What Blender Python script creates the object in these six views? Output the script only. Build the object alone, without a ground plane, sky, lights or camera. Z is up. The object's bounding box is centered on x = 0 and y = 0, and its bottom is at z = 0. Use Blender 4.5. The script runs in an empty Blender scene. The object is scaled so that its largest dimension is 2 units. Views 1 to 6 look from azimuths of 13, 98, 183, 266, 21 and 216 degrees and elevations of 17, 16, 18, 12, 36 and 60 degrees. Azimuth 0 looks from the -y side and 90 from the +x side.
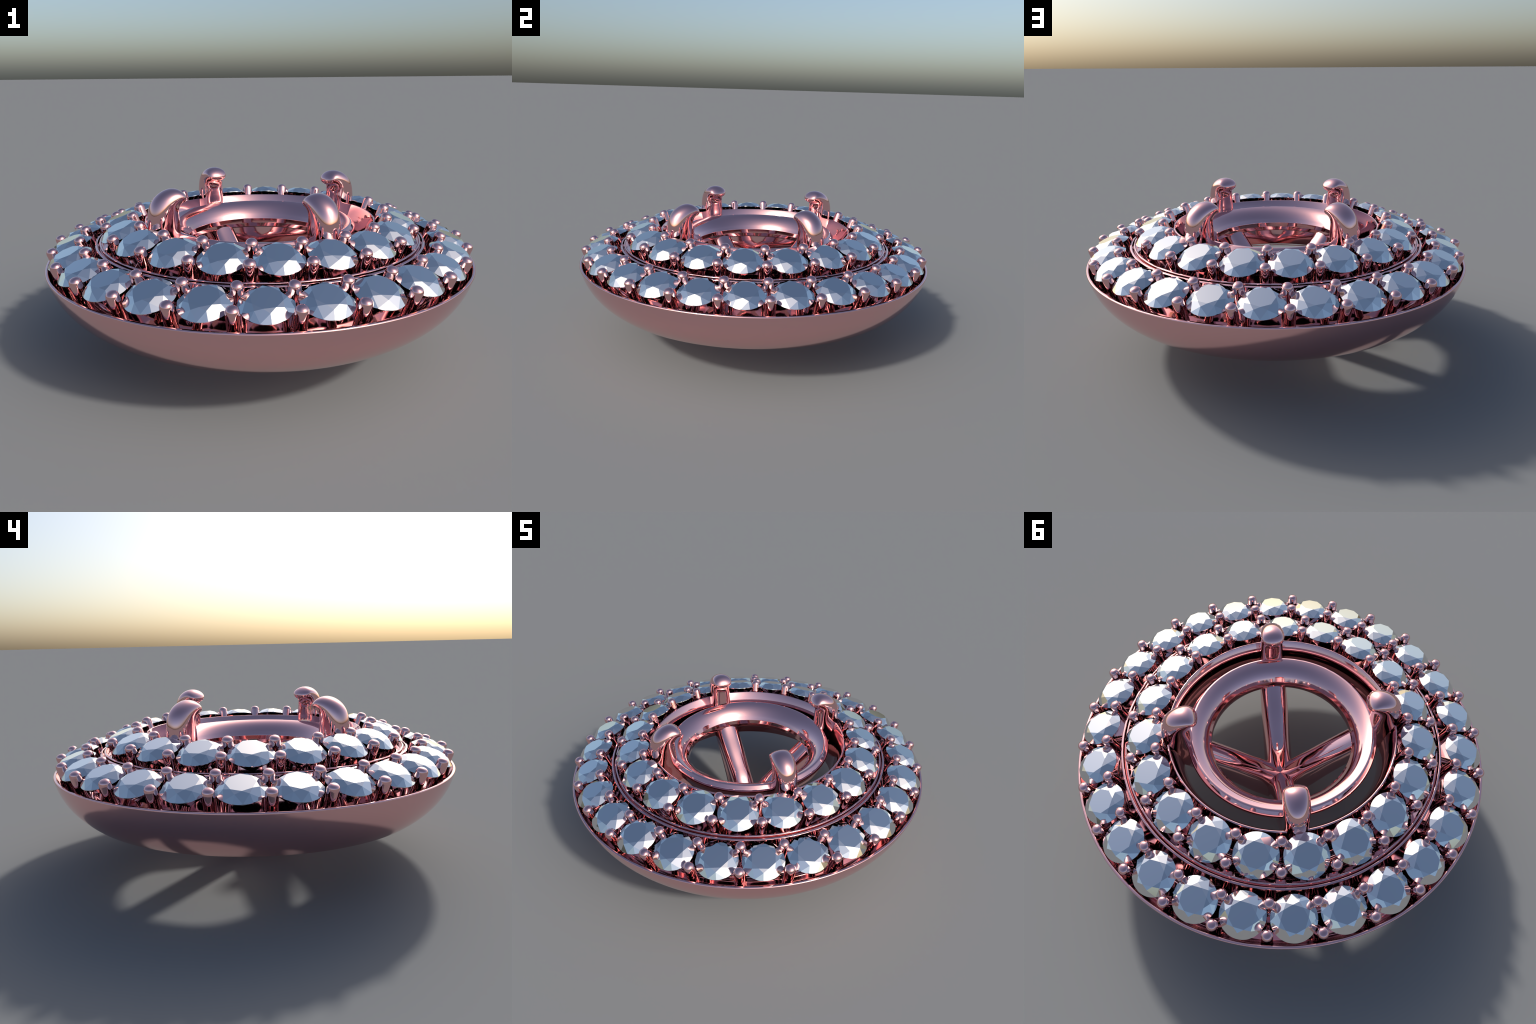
"""Round double-halo jewel setting: two tilted rows of brilliant-cut stones held by
bead-tipped posts around an empty four-claw seat, all in polished rose gold."""
import bpy, bmesh, math
from math import sin, cos, tan, pi, radians, sqrt, hypot
from mathutils import Vector, Matrix

# ------------------------------------------------------------------ sizes (metres)
TILT = radians(20.0)            # slope of the two stone rows
OUTER_ROW = dict(count=26, R=0.890, z=0.530, bead_h=0.0235, bead_mid=0.003)
INNER_ROW = dict(count=19, R=0.655, z=0.620, bead_h=0.0205, bead_mid=-0.002)
GEM_R = 0.1005                  # girdle radius
BEAD_R = 0.0256
BEAD_TOP = 0.0245              # dome height over the post
TIP = 2 / 2.4                   # dome a little squarer than a ball
BEAD_S = 0.0650                 # bead offset from the row's centre line, along the slope
SEGMENTS = 288                  # lathe steps


# ------------------------------------------------------------------ materials
def rose_gold():
    m = bpy.data.materials.new("polished_rose_gold")
    m.use_nodes = True
    nt = m.node_tree
    b = nt.nodes["Principled BSDF"]
    b.inputs["Metallic"].default_value = 1.0
    tc = nt.nodes.new("ShaderNodeTexCoord")
    n = nt.nodes.new("ShaderNodeTexNoise")
    n.inputs["Scale"].default_value = 3.0
    n.inputs["Detail"].default_value = 2.0
    nt.links.new(tc.outputs["Object"], n.inputs["Vector"])
    r = nt.nodes.new("ShaderNodeValToRGB")
    r.color_ramp.elements[0].color = (METAL[0] * .985, METAL[1] * .985, METAL[2] * .985, 1)
    r.color_ramp.elements[1].color = (*METAL, 1)
    nt.links.new(n.outputs["Fac"], r.inputs["Fac"])
    nt.links.new(r.outputs["Color"], b.inputs["Base Color"])
    b.inputs["Roughness"].default_value = METAL_ROUGH
    return m


def clear_stone():
    m = bpy.data.materials.new("mirror_bright_stone")
    m.use_nodes = True
    nt = m.node_tree
    b = nt.nodes["Principled BSDF"]
    b.inputs["Metallic"].default_value = 1.0
    b.inputs["Roughness"].default_value = 0.0
    info = nt.nodes.new("ShaderNodeObjectInfo")
    r = nt.nodes.new("ShaderNodeValToRGB")
    r.color_ramp.elements[0].color = (STONE[0] * .99, STONE[1] * .99, STONE[2] * .99, 1)
    r.color_ramp.elements[1].color = (*STONE, 1)
    nt.links.new(info.outputs["Random"], r.inputs["Fac"])
    nt.links.new(r.outputs["Color"], b.inputs["Base Color"])
    return m


METAL = (0.895, 0.512, 0.515)
METAL_ROUGH = 0.06
STONE = (0.805, 0.805, 0.805)
GOLD = rose_gold()
CRYSTAL = clear_stone()


# ------------------------------------------------------------------ helpers
def new_object(name, mesh, parent, material):
    ob = bpy.data.objects.new(name, mesh)
    bpy.context.scene.collection.objects.link(ob)
    ob.parent = parent
    if material and not mesh.materials:
        mesh.materials.append(material)
    return ob


def mesh_from(name, verts, faces, normals=None):
    me = bpy.data.meshes.new(name)
    me.from_pydata(verts, [], faces)
    me.update()
    for p in me.polygons:
        p.use_smooth = True
    if normals is not None:
        me.normals_split_custom_set_from_vertices(normals)
    return me


def filleted(corners):
    """Closed (r, z) polygon with a fillet radius per corner -> points + outward normals.
    Corners run counter-clockwise, r to the right and z up."""
    pts, nrm = [], []
    n = len(corners)
    for i in range(n):
        p0 = Vector(corners[i - 1][:2]); p1 = Vector(corners[i][:2]); p2 = Vector(corners[(i + 1) % n][:2])
        rad = corners[i][2]
        a = (p0 - p1).normalized(); b = (p2 - p1).normalized()
        ang = math.acos(max(-1, min(1, a.dot(b))))
        cut = rad / tan(ang / 2)
        cut = min(cut, 0.47 * (p0 - p1).length, 0.47 * (p2 - p1).length)
        rad = cut * tan(ang / 2)
        centre = p1 + (a + b).normalized() * (rad / sin(ang / 2))
        d0 = p1 + a * cut - centre; d1 = p1 + b * cut - centre
        t0 = math.atan2(d0.y, d0.x); t1 = math.atan2(d1.y, d1.x)
        dt = (t1 - t0 + pi) % (2 * pi) - pi
        turn = a.x * b.y - a.y * b.x            # < 0 : convex corner on a ccw outline
        steps = max(2, int(abs(dt) / radians(9)))
        for k in range(steps + 1):
            t = t0 + dt * k / steps
            d = Vector((cos(t), sin(t)))
            pts.append(centre + d * rad)
            nrm.append(d if turn < 0 else -d)
    return pts, nrm


def lathe(name, corners):
    pts, nrm = filleted(corners)
    m = len(pts)
    verts, normals, faces = [], [], []
    for j in range(SEGMENTS):
        a = 2 * pi * j / SEGMENTS
        for p, q in zip(pts, nrm):
            verts.append((p.x * cos(a), p.x * sin(a), p.y))
            normals.append((q.x * cos(a), q.x * sin(a), q.y))
    for j in range(SEGMENTS):
        k = (j + 1) % SEGMENTS
        for i in range(m):
            l = (i + 1) % m
            faces.append((j * m + i, k * m + i, k * m + l, j * m + l))
    return mesh_from(name, verts, faces, normals)


def arc_points(p0, pc, p1, n):
    """Quadratic curve p0 -> p1 bulging toward pc."""
    out = []
    for i in range(1, n):
        t = i / n
        out.append(tuple((1 - t) ** 2 * p0[k] + 2 * t * (1 - t) * pc[k] + t * t * p1[k] for k in (0, 1)))
    return out


def on_slope(row, s, h):
    """Point s outward along the slope and h above the girdle plane of a row."""
    return (row["R"] + s * cos(TILT) + h * sin(TILT), row["z"] - s * sin(TILT) + h * cos(TILT))


# ------------------------------------------------------------------ the thing
setting = bpy.data.objects.new("jewel_setting", None)
bpy.context.scene.collection.objects.link(setting)
setting["label"] = "round rose gold double halo setting with clear faceted stones"
setting["category"] = "jewelry"

# ---- outer halo cup: curved shell, rim, channel for the outer stones
shell = arc_points((0.850, 0.2490), (0.972, 0.331), (1.0, 0.466), 12)
outer_profile = (
    [(0.70, 0.2950, 0.002), (0.850, 0.2490, 0.006)]
    + [(r, z, 0.6) for r, z in shell]
    + [(1.0015, 0.4690, 0.0085), (0.9865, 0.4715, 0.006)]
    + [(0.966, 0.428, 0.10), (0.905, 0.383, 0.06), (0.813, 0.345, 0.020)]
    + [(0.7762, 0.5530, 0.0040), (0.7655, 0.5570, 0.0040)]
    + [(*on_slope(OUTER_ROW, -0.1275, -0.0430), 0.003), (0.72, 0.532, 0.002)]
)
new_object("outer_halo_cup", lathe("outer_halo_cup", outer_profile), setting, GOLD)

# ---- inner halo cup: channel for the inner stones and the wall of the central well
inner_profile = (
    [(0.4890, 0.3700, 0.004), (0.735, 0.2860, 0.002)]
    + [(*on_slope(INNER_ROW, 0.1195, -0.060), 0.002), (0.7570, 0.5595, 0.0040), (0.7465, 0.5635, 0.0040)]
    + [(0.733, 0.505, 0.10), (0.683, 0.445, 0.06), (0.594, 0.378, 0.015)]
    + [(0.5490, 0.6355, 0.0045), (0.5410, 0.6400, 0.007)]
    + [(r, z, 0.2) for r, z in arc_points((0.5410, 0.6400), (0.4980, 0.5830), (0.4870, 0.4700), 10)]
    + [(0.4870, 0.4700, 0.5), (0.4865, 0.4200, 0.5)]
)
new_object("inner_halo_cup", lathe("inner_halo_cup", inner_profile), setting, GOLD)

# ---- seat ring for the missing centre stone
seat = arc_points((0.432, 0.6245), (0.380, 0.611), (0.348, 0.556), 8)
ring_profile = ([(0.347, 0.497, 0.008), (0.405, 0.484, 0.030), (0.442, 0.545, 0.050), (0.461, 0.600, 0.022),
                 (0.436, 0.6260, 0.014)] + [(r, z, 0.2) for r, z in seat]
                + [(0.3435, 0.546, 0.008), (0.3430, 0.522, 0.02)])
new_object("seat_ring", lathe("seat_ring", ring_profile), setting, GOLD)


# ---- brilliant-cut stone: a round drum cut by facet planes
def brilliant():
    crown, pavilion, girdle = 0.0305, 0.0860, 0.0022
    table = 0.585 * GEM_R
    bm = bmesh.new()
    bmesh.ops.create_cone(bm, cap_ends=True, segments=96, radius1=GEM_R, radius2=GEM_R, depth=0.4)

    def cut(co, no):
        geom = bm.verts[:] + bm.edges[:] + bm.faces[:]
        res = bmesh.ops.bisect_plane(bm, geom=geom, dist=1e-6, plane_co=co, plane_no=no, clear_outer=True)
        edges = [e for e in res["geom_cut"] if isinstance(e, bmesh.types.BMEdge)]
        edges = [e for e in edges if e.is_valid and e.is_boundary]
        if edges:
            bmesh.ops.contextual_create(bm, geom=edges)

    def pol(r, a, z):
        return Vector((r * cos(a), r * sin(a), z))

    def plane3(p, q, r, up):
        n = (q - p).cross(r - p).normalized()
        if n.z * up < 0:
            n = -n
        return p, n

    e = radians(22.5)
    cut(Vector((0, 0, crown + girdle)), Vector((0, 0, 1)))
    slope = crown / (GEM_R - table)
    star_r = 0.735 * GEM_R
    star_h = girdle + crown - slope * (star_r * cos(e) - table)
    for k in range(8):
        a = k * 2 * e + e                     # kite facets sit on the table corners
        cut(pol(GEM_R, a, girdle), Vector((slope * cos(a), slope * sin(a), 1)).normalized())
    for k in range(8):
        a = k * 2 * e                         # star facets on the table edges
        cut(*plane3(pol(star_r, a, star_h), pol(table, a - e, girdle + crown), pol(table, a + e, girdle + crown), 1))
        for s in (-1, 1):                     # upper halves
            cut(*plane3(pol(star_r, a, star_h), pol(GEM_R, a, girdle), pol(GEM_R, a + s * e, girdle), 1))
    low = pavilion / GEM_R
    cul = 0.22 * GEM_R
    for k in range(8):
        a = k * 2 * e + e                     # pavilion mains
        cut(Vector((0, 0, -girdle - pavilion)), Vector((low * cos(a), low * sin(a), -1)).normalized())
    for k in range(8):
        a = k * 2 * e
        ph = -girdle - pavilion + low * cul * cos(e)
        for s in (-1, 1):                     # lower halves
            cut(*plane3(pol(cul, a, ph), pol(GEM_R, a, -girdle), pol(GEM_R, a + s * e, -girdle), -1))
    me = bpy.data.meshes.new("gemstone")
    bmesh.ops.recalc_face_normals(bm, faces=bm.faces[:])
    bm.to_mesh(me)
    bm.free()
    me.materials.append(CRYSTAL)
    return me


# ---- bead-tipped post
def bead_post():
    prof = [(BEAD_R, -0.240), (BEAD_R, -0.06), (BEAD_R, -0.02)] + \
           [(BEAD_R * cos(t) ** TIP, BEAD_TOP * sin(t) ** TIP) for t in [pi / 2 * i / 16 for i in range(16)]]
    n = 40
    verts, normals, faces = [], [], []
    for r, z in prof:
        for j in range(n):
            a = 2 * pi * j / n
            verts.append((r * cos(a), r * sin(a), z))
            u, w = (r / BEAD_R) ** (2 / TIP - 1), (max(0.0, z) / BEAD_TOP) ** (2 / TIP - 1)
            normals.append(Vector((u * cos(a) / BEAD_R, u * sin(a) / BEAD_R, w / BEAD_TOP)).normalized())
    for i in range(len(prof) - 1):
        for j in range(n):
            k = (j + 1) % n
            faces.append((i * n + j, i * n + k, (i + 1) * n + k, (i + 1) * n + j))
    top = len(verts)
    verts.append((0, 0, BEAD_TOP)); normals.append(Vector((0, 0, 1)))
    last = (len(prof) - 1) * n
    for j in range(n):
        faces.append((last + j, last + (j + 1) % n, top))
    bottom = len(verts)
    verts.append((0, 0, -0.240)); normals.append(Vector((0, 0, -1)))
    for j in range(n):
        faces.append(((j + 1) % n, j, bottom))
    me = mesh_from("bead_post", verts, faces, normals)
    me.materials.append(GOLD)
    return me


GEM = brilliant()
POST = bead_post()


def place(az, R, z):
    """Frame at azimuth az (0 on -y, 90 on +x): x outward down the slope, z along its normal."""
    er = Vector((sin(az), -cos(az), 0)); et = Vector((cos(az), sin(az), 0)); ez = Vector((0, 0, 1))
    x = er * cos(TILT) - ez * sin(TILT)
    n = er * sin(TILT) + ez * cos(TILT)
    o = er * R + ez * z
    return Matrix(((x.x, et.x, n.x, o.x), (x.y, et.y, n.y, o.y), (x.z, et.z, n.z, o.z), (0, 0, 0, 1)))


for row in (OUTER_ROW, INNER_ROW):
    step = 2 * pi / row["count"]
    for k in range(row["count"]):
        g = new_object("gemstone", GEM, setting, None)
        # every stone keeps the same compass heading; only its tilt follows the row
        g.matrix_world = place(k * step, row["R"], row["z"]) @ Matrix.Rotation(radians(22.5) - k * step, 4, "Z")
        for side in (1, -1):
            R, z = on_slope(row, row["bead_mid"] + side * BEAD_S, row["bead_h"])
            p = new_object("bead_post", POST, setting, None)
            p.matrix_world = place((k + 0.5) * step, R, z)


# ---- four claws, each rising from the crossing of the basket struts
# stations: (outer/lower edge R, z), (inner/upper edge R, z), width, inner and outer squareness
STRUT = [
    ((0.000, 0.003), (0.000, 0.202), 0.150, 2.4, 3.4),
    ((0.052, 0.008), (0.060, 0.262), 0.150, 2.5, 3.3),
    ((0.105, 0.058), (0.100, 0.302), 0.148, 2.6, 3.4),
    ((0.165, 0.115), (0.155, 0.348), 0.146, 2.6, 3.2),
    ((0.240, 0.204), (0.225, 0.408), 0.144, 2.7, 3.0),
    ((0.320, 0.290), (0.297, 0.468), 0.143, 2.7, 2.8),
    ((0.400, 0.358), (0.350, 0.516), 0.140, 2.7, 2.6),
    ((0.475, 0.418), (0.387, 0.554), 0.135, 2.8, 2.5),
    ((0.530, 0.475), (0.413, 0.584), 0.127, 3.0, 2.4),
    ((0.555, 0.524), (0.425, 0.608), 0.120, 3.3, 2.3),
]
CLAW = [
    ((0.564, 0.570), (0.430, 0.630), 0.116, 3.5, 2.3),
    ((0.567, 0.630), (0.432, 0.664), 0.116, 3.5, 2.3),
    ((0.567, 0.680), (0.433, 0.692), 0.116, 3.3, 2.3),
    ((0.563, 0.722), (0.433, 0.713), 0.117, 2.9, 2.2),
    ((0.551, 0.758), (0.430, 0.728), 0.118, 2.5, 2.1),
    ((0.528, 0.787), (0.424, 0.739), 0.119, 2.2, 2.05),
    ((0.496, 0.808), (0.418, 0.745), 0.118, 2.1, 2.0),
    ((0.462, 0.8178), (0.411, 0.749), 0.114, 2.0, 2.0),
    ((0.434, 0.8160), (0.404, 0.751), 0.108, 2.0, 2.0),
    ((0.413, 0.8055), (0.400, 0.754), 0.094, 2.0, 2.0),
    ((0.4, 0.7930), (0.3955, 0.758), 0.070, 2.0, 2.0),
    ((0.3935, 0.7830), (0.3920, 0.765), 0.038, 2.0, 2.0),
]
CLAW_TIP = (0.3910, 0.774)


def smooth_stations(st, per):
    """Catmull-Rom refinement of the station list."""
    flat = [(*a, *b, w, q, o) for a, b, w, q, o in st]
    out = []
    n = len(flat)
    for i in range(n - 1):
        p0 = flat[max(0, i - 1)]; p1 = flat[i]; p2 = flat[i + 1]; p3 = flat[min(n - 1, i + 2)]
        for k in range(per):
            t = k / per
            out.append(tuple(0.5 * (2 * b + (c - a) * t + (2 * a - 5 * b + 4 * c - d) * t * t
                                    + (3 * b - a - 3 * c + d) * t ** 3) for a, b, c, d in zip(p0, p1, p2, p3)))
    out.append(flat[-1])
    return out


def claw_meshes():
    per, n = 4, 64
    stations = smooth_stations(STRUT + CLAW, per)
    verts = []
    for r0, z0, r1, z1, w, q, o in stations:
        cr, cz = (r0 + r1) / 2, (z0 + z1) / 2
        ar, az = (r1 - r0) / 2, (z1 - z0) / 2
        for j in range(n):
            t = 2 * pi * j / n
            c, s = cos(t), sin(t)
            p = q if c > 0 else o
            d = math.copysign(abs(c) ** (2 / p), c)
            e = math.copysign(abs(s) ** (2 / p), s)
            verts.append(Vector((cr + ar * d, e * w / 2, cz + az * d)))
    faces = []
    rows = len(stations)
    for i in range(rows - 1):
        for j in range(n):
            k = (j + 1) % n
            faces.append((i * n + j, i * n + k, (i + 1) * n + k, (i + 1) * n + j))
    tip = len(verts)
    verts.append(Vector((CLAW_TIP[0], 0, CLAW_TIP[1])))
    for j in range(n):
        faces.append(((rows - 1) * n + j, (rows - 1) * n + (j + 1) % n, tip))
    whole = bpy.data.meshes.new("whole")
    whole.from_pydata(verts, [], faces)
    bm = bmesh.new(); bm.from_mesh(whole)
    bmesh.ops.recalc_face_normals(bm, faces=bm.faces[:])
    bm.to_mesh(whole); bm.free(); whole.update()
    normals = [v.normal.copy() for v in whole.vertices]
    polys = [tuple(p.vertices) for p in whole.polygons]
    split = (len(STRUT) * per) * n            # first vertex of the claw part
    out = []
    for name, keep in (("basket_strut", lambda f: max(f) < split + n and min(f) < split),
                       ("claw_prong", lambda f: min(f) >= split)):
        fs = [f for f in polys if keep(f)]
        used = sorted({v for f in fs for v in f})
        idx = {v: i for i, v in enumerate(used)}
        me = mesh_from(name, [verts[v] for v in used], [tuple(idx[v] for v in f) for f in fs],
                       [normals[v] for v in used])
        me.materials.append(GOLD)
        out.append(me)
    bpy.data.meshes.remove(whole)
    return out


strut_mesh, claw_mesh = claw_meshes()
for k in range(4):
    az = radians(45 + 90 * k)
    turn = Matrix.Rotation(az - pi / 2, 4, "Z")
    claw = new_object("claw_prong", claw_mesh, setting, None)
    claw.matrix_world = turn
    strut = new_object("basket_strut", strut_mesh, setting, None)
    strut.matrix_world = turn
